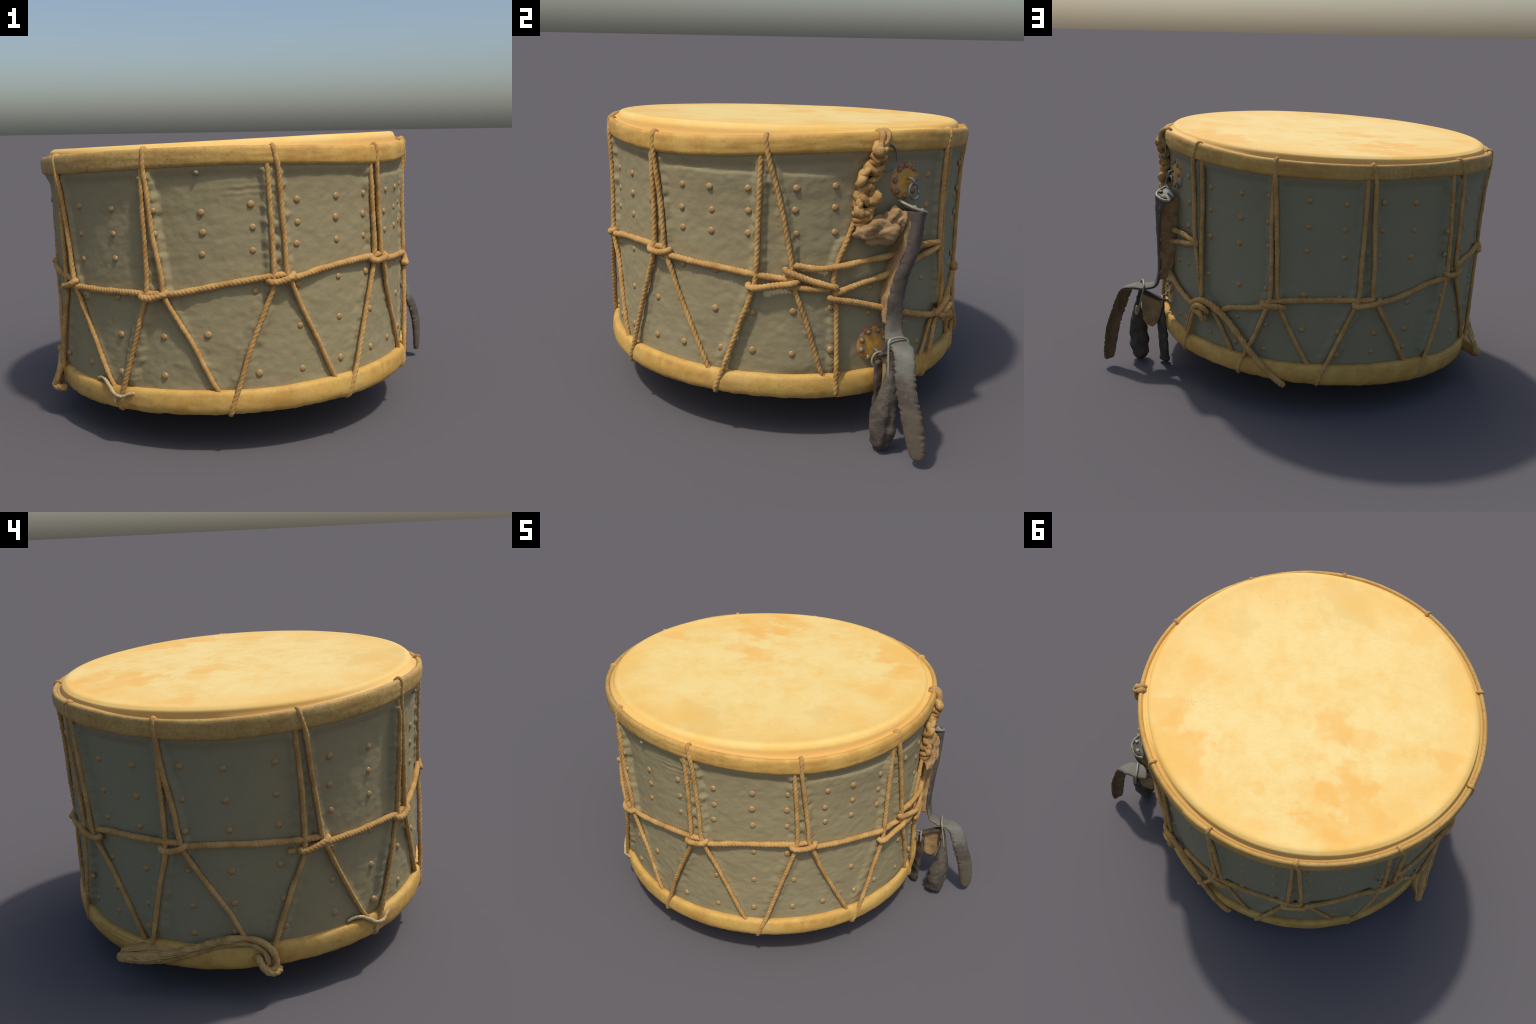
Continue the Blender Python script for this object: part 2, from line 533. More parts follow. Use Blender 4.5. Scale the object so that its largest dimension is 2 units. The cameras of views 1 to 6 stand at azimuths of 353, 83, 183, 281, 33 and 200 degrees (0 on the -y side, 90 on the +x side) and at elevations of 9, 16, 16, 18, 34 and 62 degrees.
OVER_TOP = {
    "a": [(-27.0, 0.97), (-26.5, 0.897), (-25.6, 0.722), (-24.1, 0.562), (-23.6, 0.48), (-16.6, 0.283), (-9.8, 0.085)],
    "b": [(9.0, 0.968), (10.0, 0.787), (10.4, 0.681), (10.7, 0.548), (11.7, 0.51), (14.7, 0.406), (19.8, 0.248), (24.8, 0.085)],
    "c": [(43.0, 0.937), (44.8, 0.74), (45.5, 0.645), (45.9, 0.56), (47.0, 0.525), (51.2, 0.365), (57.3, 0.183), (60.6, 0.08)],
    "d": [(76.8, 0.968), (79.6, 0.815), (81.9, 0.667), (83.5, 0.542), (84.2, 0.46), (88.1, 0.298), (93.5, 0.07)],
    "e": [(165.0, 0.952), (165.7, 0.811), (166.6, 0.605), (167.4, 0.393), (168.6, 0.341), (172.7, 0.228), (178.5, 0.085)],
    "f": [(-164.5, 0.962), (-163.3, 0.738), (-162.4, 0.581), (-161.7, 0.42), (-159.6, 0.375), (-154.4, 0.248), (-147.3, 0.075)],
    "g": [(-130.8, 0.938), (-129.6, 0.759), (-128.8, 0.638), (-127.8, 0.497), (-121.4, 0.343), (-115.7, 0.196), (-111.7, 0.073)],
    "h": [(-99.6, 0.94), (-98.9, 0.813), (-97.2, 0.674), (-96.2, 0.541), (-95.3, 0.50), (-89.8, 0.354), (-84.4, 0.229), (-80.4, 0.10)],
    "i": [(-62.1, 0.933), (-60.6, 0.792), (-59.4, 0.668), (-58.0, 0.52), (-56.9, 0.473), (-52.1, 0.323), (-43.4, 0.088)],
    "j": [(132.9, 0.96), (133.1, 0.861), (133.4, 0.731), (134.0, 0.578), (135.7, 0.46), (137.5, 0.31), (143.4, 0.245), (148.2, 0.166), (151.7, 0.085)],
}
TOP_AZ = {"a": -27, "b": 8.1, "c": 42.8, "d": 76.1, "e": 164.8, "f": -165.6, "g": -132.8, "h": -99.9, "i": -63.5, "j": 134.6}

CORD_R = 0.0104


def seat(az, h, off):
    return P(az, h, shell_r(az, h) + off + 0.007)


def over_hoop_start(az, az2):
    """rope path from the groove, over the hoop's lip and down its face"""
    t, r = hoop_top(az), hoop_r(az)
    return [P(az, t - 0.018, r - 0.032), P(az, t - 0.003, r - 0.022), P(az, t - 0.001, r - 0.011),
            P(az, t - 0.012, r - 0.004), P((az * 0.6 + az2 * 0.4), (t + hoop_low(az)) / 2, r - 0.0035),
            P(az2, hoop_low(az), r - 0.002)]


def under_hoop_end(az, daz):
    """rope path down the lower hoop's face and under its edge"""
    r = low_hoop_r(az)
    return [P(az + daz * 0.45, 0.050, r - 0.003), P(az + daz * 0.9, 0.012, r - 0.003), P(az + daz * 1.05, -0.005, r - 0.008),
            P(az + daz * 1.2, -0.018, r - 0.03)]


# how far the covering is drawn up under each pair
PAIR_LIFT = {"a": 0.028, "b": 0.019, "c": 0.012, "d": 0.015, "e": 0.014, "f": 0.013, "g": 0.026, "h": 0.016, "i": 0.014, "j": 0.018}
# and under the legs that run on over the lower hoop
LEG_LIFT = {"a": 0.020, "b": 0.008, "c": 0.007, "d": 0.008, "e": 0.009, "f": 0.015, "g": 0.027, "h": 0.018, "i": 0.012}
KNOT_H = {"a": 0.48, "b": 0.53, "c": 0.55, "d": 0.47, "e": 0.36, "f": 0.41, "g": 0.49, "h": 0.52, "i": 0.49, "j": 0.28}
lacing_paths = []


def local_lift(key, h):
    """the ridge is lower where the girth rope gathers the pair"""
    full = PAIR_LIFT[key]
    return full - max(0.0, full - 0.020) * smooth(0.22, 0.06, abs(h - KNOT_H[key]))


def stand_off(key, h):
    l = local_lift(key, h)
    return 0.010 + 0.5 * l + 0.9 * max(0.0, l - 0.025)


def build_lacing():
    # the cords are stretched tight from hoop to hoop, clear of the wall
    for key, pts in OVER_LOW.items():
        lift = PAIR_LIFT[key]
        path = [seat(pts[0][0], hoop_low(pts[0][0]) + 0.03, 0.001)]
        for az, h in pts:
            stand = stand_off(key, h)
            path.append(seat(az, h, stand - 0.010 * smooth(0.70, 0.97, h) + (0.021 - stand) * smooth(0.45, 0.1, h)))
        slope = pts[-1][0] - pts[-2][0]
        path += under_hoop_end(pts[-1][0], slope * 0.45)
        make_rope("lacing_cord", path, CORD_R, M_ROPE)
        lacing_paths.append(([q for q in pts if q[1] > KNOT_H[key] - 0.08], key, 1.0, 0.032))
        lacing_paths.append(([q for q in pts if q[1] < KNOT_H[key] + 0.08], None, LEG_LIFT[key], 0.050))
    for key, pts in OVER_TOP.items():
        lift = PAIR_LIFT[key]
        path = over_hoop_start(TOP_AZ[key], pts[0][0])
        for az, h in pts[1:]:
            stand = stand_off(key, h)
            path.append(seat(az, h, stand + (0.0205 - stand) * smooth(0.75, 0.95, h) - (stand - 0.004) * smooth(0.50, 0.38, h)))
        az, h = pts[-1]
        path.append(seat(az + 0.35 * (az - pts[-2][0]), h - 0.03, 0.003))
        make_rope("lacing_cord", path, CORD_R, M_ROPE)
        lacing_paths.append(([q for q in pts if q[1] > KNOT_H[key] - 0.08], key, 1.0, 0.032))
        lacing_paths.append(([q for q in pts if q[1] < KNOT_H[key] + 0.08], None, 0.004, 0.020))
    # the pair tied into the big knot, and the single cord below the plaited one
    make_rope("lacing_cord", [seat(136.6, 0.985, 0.004), seat(136.7, 0.934, 0.008), seat(136.6, 0.741, 0.008), seat(137.1, 0.522, 0.014),
                              seat(138.2, 0.333, 0.018), seat(137.6, 0.27, 0.018), seat(134.4, 0.211, 0.018), seat(132.0, 0.105, 0.021)]
              + under_hoop_end(131.6, -2.4), CORD_R, M_ROPE)
    make_rope("lacing_cord", [seat(136.0, 0.27, 0.010), seat(131.8, 0.199, 0.008), seat(130.0, 0.130, 0.008), seat(127.6, 0.06, 0.006)], 0.008, M_ROPE)
    lacing_paths.append(([(97.8, 0.615), (95.9, 0.545), (95.0, 0.484), (95.6, 0.41), (96.2, 0.272), (96.6, 0.08)], None, 0.010, 0.035))
    make_rope("lacing_cord", [seat(101.0, 0.735, 0.012), seat(100.0, 0.705, 0.009), seat(97.8, 0.615, 0.008), seat(95.9, 0.545, 0.008), seat(95.0, 0.484, 0.010),
                              seat(95.6, 0.41, 0.010), seat(96.2, 0.272, 0.014), seat(96.6, 0.10, 0.021)]
              + under_hoop_end(96.7, 0.2), CORD_R, M_ROPE)


GIRTH = {
    "1": [(-68, 0.470), (-57, 0.484), (-47.9, 0.482), (-39.0, 0.484), (-29.0, 0.484), (-23.0, 0.486)],
    "2": [(-25, 0.478), (-21.5, 0.483), (-13.2, 0.500), (-3.9, 0.520), (6.5, 0.537), (11.5, 0.540)],
    "3": [(9.5, 0.520), (13, 0.524), (22.2, 0.543), (30.9, 0.554), (40.6, 0.557), (46, 0.556)],
    "4": [(44.5, 0.537), (47.6, 0.531), (56.5, 0.519), (65.7, 0.510), (73.5, 0.498), (80.3, 0.484), (85.0, 0.480)],
    "5": [(147, 0.270), (149, 0.290), (157.3, 0.320), (164, 0.345), (168.8, 0.356), (169.5, 0.362)],
    "6": [(162.9, 0.360), (164, 0.368), (173.9, 0.393), (-175.5, 0.405), (-165, 0.412), (-160.8, 0.412)],
    "7": [(-168.3, 0.386), (-166, 0.388), (-159.3, 0.396), (-150.7, 0.420), (-140.0, 0.461), (-132.5, 0.478), (-127, 0.482)],
    "8": [(-130, 0.500), (-121.2, 0.527), (-112.3, 0.533), (-100.3, 0.538), (-96, 0.536)],
    "9": [(-97, 0.518), (-93, 0.522), (-84.9, 0.528), (-75.2, 0.523), (-63.0, 0.517), (-58, 0.512)],
}
WRAPS = {
    "k8": [(-30.6, 0.483), (-30.0, 0.472), (-27.0, 0.470), (-23.6, 0.484), (-22.4, 0.494)],
    "k9": [(5.1, 0.528), (5.7, 0.516), (8.5, 0.516), (11.8, 0.530), (12.9, 0.541)],
    "k10": [(40.0, 0.556), (40.8, 0.542), (43.5, 0.538), (47.2, 0.546), (48.2, 0.556)],
    "k11": [(72.0, 0.462), (72.6, 0.448), (78.3, 0.459), (84.3, 0.474), (85.6, 0.482)],
    "k4": [(-168.4, 0.400), (-167.6, 0.388), (-163.0, 0.392), (-160.4, 0.402), (-159.2, 0.412)],
    "k3": [(162.4, 0.372), (163.2, 0.360), (166.0, 0.358), (169.0, 0.360), (170.0, 0.350)],
    "k5": [(-134.6, 0.508), (-133.8, 0.494), (-129.6, 0.482), (-125.6, 0.484), (-124.6, 0.496)],
    "k6": [(-102.0, 0.522), (-101.4, 0.509), (-98.5, 0.508), (-95.3, 0.524), (-94.4, 0.534)],
    "k7": [(-64.8, 0.486), (-64.0, 0.474), (-60.5, 0.484), (-57.0, 0.504), (-56.2, 0.514)],
}
SIDE_ROPES = {
    "upper": [(82.8, 0.530, 0.004), (84.5, 0.538, 0.010), (90.3, 0.527, 0.010), (97.3, 0.537, 0.018), (104.9, 0.552, 0.014), (112.5, 0.563, 0.012),
              (125.0, 0.581, 0.012), (133.5, 0.575, 0.018), (135.2, 0.566, 0.006)],
    "second": [(95.4, 0.424, 0.004), (97.0, 0.434, 0.014), (102.1, 0.456, 0.012), (109.3, 0.478, 0.012), (114.7, 0.500, 0.011), (125.0, 0.535, 0.012),
               (133.3, 0.560, 0.020), (135.4, 0.562, 0.008)],
    "third": [(93.2, 0.418, 0.012), (94.3, 0.410, 0.020), (101.6, 0.384, 0.014), (110.0, 0.347, 0.012), (118.9, 0.307, 0.011), (127.0, 0.272, 0.012), (134.0, 0.253, 0.014), (138.5, 0.262, 0.02)],
    "cross": [(81.9, 0.535, 0.012), (82.2, 0.520, 0.022), (87.7, 0.487, 0.020), (94.7, 0.455, 0.022), (95.9, 0.448, 0.012)],
    "hidden": [(83.0, 0.455, 0.008), (88.0, 0.448, 0.006), (94.5, 0.442, 0.005)],
}


def build_girth():
    for key, pts in GIRTH.items():
        make_rope("girth_rope", [seat(az, h, (0.0035 if 0 < i < len(pts) - 1 else 0.0) + 0.7 * under_cords(az, h)[0]) for i, (az, h) in enumerate(pts)], 0.0132, M_ROPE, pitch=0.05)
    for key, pts in WRAPS.items():
        offs = (0.003, 0.020, 0.027, 0.022, 0.003)
        make_rope("girth_rope", [seat(az, h, o + 0.45 * under_cords(az, h)[0]) for (az, h), o in zip(pts, offs)], 0.0132, M_ROPE, pitch=0.05)
    for key, pts in SIDE_ROPES.items():
        make_rope("girth_rope", [seat(a, h, o + 0.003) for a, h, o in pts], 0.0132, M_ROPE, pitch=0.05)
    # the big knot at the right rear: interlocking bights
    knot = {
        "loop": [(133.0, 0.25, 0.018), (135.5, 0.275, 0.030), (138.5, 0.298, 0.032), (141.2, 0.300, 0.022), (140.5, 0.285, 0.010)],
        "bight": [(134.0, 0.268, 0.010), (136.0, 0.246, 0.030), (139.5, 0.236, 0.038), (141.8, 0.218, 0.030), (141.0, 0.205, 0.018), (139.2, 0.222, 0.016)],
        "turn": [(136.5, 0.240, 0.016), (137.2, 0.262, 0.040), (139.4, 0.278, 0.044), (141.6, 0.268, 0.036), (142.6, 0.246, 0.018)],
        "nub": [(139.0, 0.255, 0.030), (140.5, 0.238, 0.044), (141.2, 0.218, 0.040), (140.6, 0.200, 0.02)],
    }
    for pts in knot.values():
        make_rope("big_knot", [seat(a, h, o + 0.008) for a, h, o in pts], 0.0132, M_ROPE, pitch=0.05)
    # its long doubled end, running down over the lower hoop
    end = [(137.8, 0.285, 0.030), (140.5, 0.300, 0.034), (144.6, 0.284, 0.026), (150.7, 0.230, 0.018), (158.9, 0.125, 0.028), (164.8, 0.05, 0.034), (170.0, -0.008, 0.034), (171.6, -0.03, 0.020)]
    make_rope("rope_end", [seat(*p) for p in end], 0.0150, M_ROPE, lobes=4, pitch=0.09)


def build_loose_rope():
    # frayed doubled rope, hitched under the lower hoop and lying along it
    a = [(-115.0, 0.026, 0.940), (-113.0, 0.030, 0.926), (-109.5, 0.030, 0.898), (-102.7, 0.042, 0.872), (-94.4, 0.082, 0.854), (-86.5, 0.114, 0.846), (-82.6, 0.123, 0.844),
         (-77.6, 0.112, 0.848), (-74.3, 0.076, 0.860), (-72.9, 0.028, 0.880), (-74.2, -0.006, 0.884), (-75.8, -0.020, 0.862)]
    b = [(-114.6, 0.014, 0.934), (-109.5, 0.006, 0.898), (-104.0, 0.012, 0.872), (-96.0, 0.050, 0.852), (-89.0, 0.084, 0.842), (-84.0, 0.100, 0.840), (-79.2, 0.094, 0.844),
         (-76.0, 0.062, 0.852), (-75.0, 0.022, 0.868), (-76.2, -0.010, 0.860)]
    stub = [(-115.7, 0.022, 0.944), (-114.6, 0.022, 0.935), (-112.6, 0.020, 0.920), (-109.0, 0.018, 0.894), (-104.0, 0.024, 0.870)]
    # the free end is a thick, felted stub
    make_rope("loose_rope", [P(*p) for p in stub], 0.021, M_TAIL, lobes=5, pitch=0.3, rough=0.24, taper=0.016, sides=26, depth=0.12)
    make_rope("loose_rope", [P(*p) for p in a], 0.0145, M_TAIL, lobes=5, pitch=0.24, rough=0.24, taper=0.02)
    make_rope("loose_rope", [P(*p) for p in b], 0.0125, M_TAIL, lobes=4, pitch=0.22, rough=0.24, taper=0.02)
    c = [(-78.0, 0.045, 0.840), (-77.5, 0.030, 0.860), (-76.4, 0.004, 0.880), (-74.4, -0.014, 0.886), (-72.6, -0.020, 0.872), (-72.4, -0.024, 0.84)]
    make_rope("loose_rope", [P(*p) for p in c], 0.0165, M_TAIL, lobes=4, pitch=0.09, rough=0.14)
    # matted fibre filling the angle between the rope's end and the hoop
    rings = []
    for i in range(25):
        az = -115.4 + 17.0 * i / 24
        t = i / 24
        ro = lerp_table(az, (-115.4, -113.0, -109.5, -102.7, -98.4), (0.930, 0.918, 0.892, 0.868, 0.852))
        ho = lerp_table(az, (-115.4, -109.5, -102.7, -98.4), (0.022, 0.022, 0.030, 0.050))
        up, dn = 0.012 + 0.012 * t, -0.022 - 0.006 * t
        inner = 0.838 + 0.085 * smooth(0.25, 0.0, t)
        sec = [(ro, ho + up), (ro + 0.006, ho), (ro - 0.004, ho + dn), ((ro + inner) / 2, ho * 0.5 + dn * 0.9), (inner, 0.002), (inner - 0.004, 0.04), (inner, 0.076 - 0.02 * (1 - t)), ((ro + inner) / 2, (ho + up + 0.076) / 2)]
        rings.append([q + noise.noise_vector(q * 40) * 0.004 for q in (P(az, hh, rr) for rr, hh in sec)])
    v, f = loft(rings)
    ob = add_mesh("felted_fibre", v, f, M_TAIL)
    sub = ob.modifiers.new("soften", "SUBSURF")
    sub.levels = sub.render_levels = 2
    # loose fibres
    for i in range(14):
        k = random.randint(0, 4)
        p, q = Vector(P(*a[k])), Vector(P(*a[k + 2]))
        o = Vector((random.uniform(-1, 1), random.uniform(-1, 1), random.uniform(-1, 1))) * 0.014
        make_rope("loose_rope", [p + o, (p + q) / 2 + o * 1.5, q + o * 0.6], 0.0035, M_TAIL, sides=8, lobes=2)
    tw = [(-50.6, 0.097, 0.010), (-48.0, 0.103, 0.012), (-45.4, 0.097, 0.024), (-43.0, 0.072, 0.034), (-40.8, 0.055, 0.042), (-38.4, 0.052, 0.044), (-36.5, 0.062, 0.036), (-34.4, 0.068, 0.028)]
    make_rope("twine", [seat(a, h, o - 0.008) for a, h, o in tw], 0.0075, M_TWINE, sides=10, lobes=2, pitch=0.03)
    tw = [(-44.5, 0.088, 0.028), (-42.6, 0.072, 0.036), (-41.0, 0.040, 0.040), (-41.4, 0.012, 0.038)]
    make_rope("twine", [seat(a, h, o - 0.008) for a, h, o in tw], 0.0075, M_TWINE, sides=10, lobes=2, pitch=0.03)


# ------------------------------------------------------------------ shell
def under_cords(az, h):
    """(height of the ridge the cords draw up here, distance to the nearest cord)"""
    best, lift = 1.0, 0.0
    for pts, key, high, wide in lacing_paths:
        for (a0, h0), (a1, h1) in zip(pts, pts[1:]):
            if not (h1 - 0.05 < h < h0 + 0.05):
                continue
            px = adiff(az, a0) * 0.0145
            if abs(px) > 0.3:
                continue
            dx, dy, py = adiff(a1, a0) * 0.0145, h1 - h0, h - h0
            L = dx * dx + dy * dy
            t = min(1, max(0, (px * dx + py * dy) / L)) if L else 0
            d = math.hypot(px - t * dx, py - t * dy)
            best = min(best, d)
            if d < wide * 1.5:
                lift = max(lift, high * (local_lift(key, h) if key else 1.0) * smooth(wide, wide * 0.5, d + (0.012 * noise.noise(Vector((az * 0.35, h * 32, 3))) if d > 0.012 else 0)))
    return lift, best


def shell_point(az, h):
    r = shell_r(az, h)
    p = P(az, h, r)
    # the sunlit front and right are dented and lumpy, the back smooth
    rough = smooth(-75, -30, adiff(az, 0)) * smooth(112, 98, adiff(az, 0))
    d = 0.0012 * fbm(p * 5) + rough * (0.0040 * fbm(p * 12 + Vector((3, 0, 0))) + 0.0022 * fbm(p * 34, 2))
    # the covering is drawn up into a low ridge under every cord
    lift, c = under_cords(az, h)
    if c < 0.07:
        ragged = fbm(Vector((p.x * 16, p.y * 16, p.z * 34)), 2)
        d += lift * smooth(0.06, 0.14, h) * smooth(hoop_low(az) - 0.002, hoop_low(az) - 0.04, h) * (1 + 0.2 * rough * ragged) + rough * smooth(0.06, 0.012, c) * 0.0035 * ragged
    low = hoop_low(az)
    d += 0.015 * smooth(low - 0.05, low - 0.004, h)
    # a crease under the hoop, where the sheet's folded edge stands proud
    ridge = smooth(40, 52, az) * smooth(99, 90, az)
    step = 0.888 + 0.006 * noise.noise(Vector((az * 0.12, 0, 4)))
    d += ridge * 0.006 * smooth(step + 0.010, step - 0.004, h) * smooth(0.72, 0.88, h)
    ridge = smooth(-9, -2, az) * smooth(14, 4, az)
    d += ridge * 0.0012 * math.sin((h - 0.86) * 240 + 2.5 * noise.noise(Vector((az * 0.3, 0, 1)))) * smooth(0.84, 0.87, h) * smooth(0.92, 0.89, h)
    return P(az, h, r + d)


def build_shell():
    n_az, n_h = 640, 190
    rings = []
    for i in range(n_h + 1):
        h = 0.0 + 1.01 * i / n_h
        rings.append([shell_point(-180 + 360 * j / n_az, h) for j in range(n_az)])
    v, f = loft(rings)
    return add_mesh("shell", v, f, M_SHELL)


def dome_mesh(name, radius, height, mat, seg=20, rings=6):
    verts, faces = [], []
    prof = [(radius * 1.04, -0.004), (radius * 1.02, 0.0008)]
    prof += [(radius * math.cos(t), 0.001 + height * math.sin(t)) for t in [math.pi / 2 * k / rings for k in range(rings)]]
    for rr, z in prof:
        verts += [(rr * math.cos(2 * math.pi * j / seg), rr * math.sin(2 * math.pi * j / seg), z) for j in range(seg)]
    for i in range(len(prof) - 1):
        for j in range(seg):
            k = (j + 1) % seg
            faces.append((i * seg + j, i * seg + k, (i + 1) * seg + k, (i + 1) * seg + j))
    verts.append((0, 0, 0.001 + height))
    top = (len(prof) - 1) * seg
    faces += [(top + j, top + (j + 1) % seg, len(verts) - 1) for j in range(seg)]
    me = D.meshes.new(name)
    me.from_pydata(verts, [], faces)
    me.materials.append(mat)
    me.polygons.foreach_set("use_smooth", [True] * len(faces))
    return me


def facing(az, h, r, tilt=0.0):
    """matrix whose z axis points out of the drum at this place, y upwards"""
    a = math.radians(az)
    z = Vector((math.sin(a), -math.cos(a), tilt)).normalized()
    x = Vector((0, 0, 1)).cross(z).normalized()
    m = Matrix((x, z.cross(x), z)).transposed().to_4x4()
    m.translation = P(az, h, r)
    return m


# rivet columns round the shell: azimuth and the heights of its studs
RIVETS = {
    -172.2: (0.856, 0.737, 0.610, 0.415, 0.254, 0.143), -160.3: (0.863, 0.734, 0.614, 0.241, 0.151),
    -148.5: (0.859, 0.730, 0.602, 0.383, 0.247, 0.156), -134.6: (0.835, 0.712, 0.593, 0.390, 0.258, 0.146),
    -122.0: (0.833, 0.701, 0.583, 0.400, 0.263, 0.149), -109.0: (0.837, 0.707, 0.579, 0.396, 0.240, 0.138),
    -95.2: (0.843, 0.708, 0.584, 0.410, 0.257, 0.132), -83.4: (0.836, 0.707, 0.584, 0.410, 0.269, 0.145),
    -69.6: (0.844, 0.713, 0.588, 0.424, 0.277, 0.150), -54.5: (0.826, 0.712, 0.602, 0.439, 0.304, 0.154),
    -40.0: (0.820, 0.719, 0.618, 0.458, 0.302, 0.142), -25.3: (0.814, 0.721, 0.305, 0.143),
    -12.2: (0.801, 0.720, 0.636, 0.313), 1.9: (0.822, 0.732, 0.642, 0.480, 0.147),
    14.8: (0.827, 0.737, 0.652, 0.489, 0.323, 0.144),
    28.1: (0.827, 0.743, 0.652, 0.498, 0.329, 0.155), 39.3: (0.824, 0.739, 0.649, 0.498),
    41.4: (0.329, 0.162), 51.6: (0.826, 0.734, 0.651, 0.499, 0.165), 60.8: (0.829, 0.738, 0.655),
    62.4: (0.494, 0.336), 63.9: (0.172,), 71.4: (0.832, 0.744, 0.657), 73.4: (0.339, 0.176),
    84.4: (0.840, 0.754, 0.662, 0.351, 0.172), 94.8: (0.847, 0.764, 0.665, 0.367, 0.188),
    106.8: (0.755, 0.435, 0.324), 116.9: (0.641,), 120.2: (0.424, 0.257), 121.8: (0.138,),
    127.1: (0.871, 0.744, 0.625, 0.431, 0.146), 139.4: (0.853, 0.745, 0.618, 0.426), 141.3: (0.139,),
    152.6: (0.856, 0.741, 0.621, 0.421, 0.258, 0.130), 163.4: (0.864, 0.745, 0.632, 0.431, 0.255, 0.131),
    175.8: (0.863, 0.742, 0.629, 0.421, 0.250, 0.146),
}


def build_rivets(shell):
    me = dome_mesh("rivet", 0.0142, 0.0072, M_BRASS)
    for az, heights in RIVETS.items():
        for h in heights:
            a = az + random.uniform(-0.35, 0.35)
            ob = D.objects.new("rivet", me)
            ob.parent = shell
            lean = Matrix.Rotation(random.uniform(-0.12, 0.12), 4, "X") @ Matrix.Rotation(random.uniform(-0.12, 0.12), 4, "Y")
            size = random.uniform(0.92, 1.1)
            ob.matrix_basis = facing(a, h + random.uniform(-0.002, 0.002), shell_point(a, h).xy.length - 0.0005) @ lean @ Matrix.Scale(size, 4)
            COL.objects.link(ob)
    # a bent nail standing out under the hoop
    nail = dome_mesh("nail", 0.013, 0.022, M_SHELL)
    ob = D.objects.new("nail", nail)
    ob.parent = shell
    ob.matrix_basis = facing(-12.6, 0.955, shell_r(-12.6, 0.955) - 0.001)
    COL.objects.link(ob)


# ------------------------------------------------------------------ hoops, heads
def build_top_hoop():
    n = 560
    rings = []
    for j in range(n):
        az = -180 + 360 * j / n
        t, b, r = hoop_top(az), hoop_low(az), hoop_r(az)
        seam = 0.004 * smooth(154, 155.2, az) * smooth(165, 160, az)      # lapped joint
        q = P(az, 1, 1)
        wob = lambda k, s=1.0: s * 0.0040 * fbm(Vector((q.x * 6, q.y * 6, k * 0.9)))
        t += 0.0014 * fbm(Vector((q.x * 22, q.y * 22, 0)))
        b += 0.0030 * fbm(Vector((q.x * 16, q.y * 16, 5)))
        prof = [(r - 0.026, b - 0.004), (r - 0.010, b - 0.002), (r - 0.003, b + 0.003), (r + 0.0005, b + 0.012)]
        for k in range(1, 6):
            f = k / 6
            prof.append((r + 0.0015 * math.sin(math.pi * f) + wob(k), b + 0.012 + (t - b - 0.026) * f))
        prof += [(r - 0.0005, t - 0.014), (r - 0.003, t - 0.006), (r - 0.008, t - 0.001), (r - 0.015, t), (r - 0.021, t - 0.003), (r - 0.025, t - 0.010), (r - 0.028, t - 0.03)]
        rings.append([P(az, h, rr + (seam if rr > r - 0.012 else 0)) for rr, h in prof])
    v, f = loft(rings, closed_path=True)
    add_mesh("upper_hoop", v, [tuple(reversed(x)) for x in f], M_HOOP)


def build_low_hoop():
    n = 560
    rings = []
    for j in range(n):
        az = -180 + 360 * j / n
        r = low_hoop_r(az)
        q = P(az, 1, 1)
        top = 0.084 + 0.012 * fbm(Vector((q.x * 1.6, q.y * 1.6, 8)), 2) + 0.0025 * fbm(Vector((q.x * 14, q.y * 14, 8)))
        if -143 < az < -105:
            top -= 0.022 * smooth(-143, -130, az) * smooth(-105, -114, az)
        sag = -0.021 * math.exp(-(adiff(az, -112) / 46) ** 2) - 0.010 * math.exp(-(adiff(az, 100) / 22) ** 2)
        rag = sag + 0.0065 * fbm(Vector((q.x * 18, q.y * 18, 2)))
        wob = lambda k: 0.0042 * fbm(Vector((q.x * 7, q.y * 7, k * 0.8)))
        prof = [(r - 0.042, top - 0.004), (r - 0.024, top + 0.002), (r - 0.012, top - 0.001), (r - 0.005, top - 0.007), (r - 0.001 + wob(1), top - 0.017),
                (r + 0.001 + wob(2), 0.050), (r + 0.002 + wob(3), 0.038), (r + 0.001 + wob(4), 0.024 + sag * 0.3), (r - 0.001 + wob(5), 0.010 + sag * 0.6), (r - 0.006, -0.001 + rag * 0.6),
                (r - 0.013, -0.010 + rag), (r - 0.030, -0.016 + rag), (r - 0.060, -0.018), (r - 0.080, -0.014)]
        rings.append([P(az, h, rr) for rr, h in prof])
    v, f = loft(rings, closed_path=True)
    add_mesh("lower_hoop", v, f, M_HOOP)


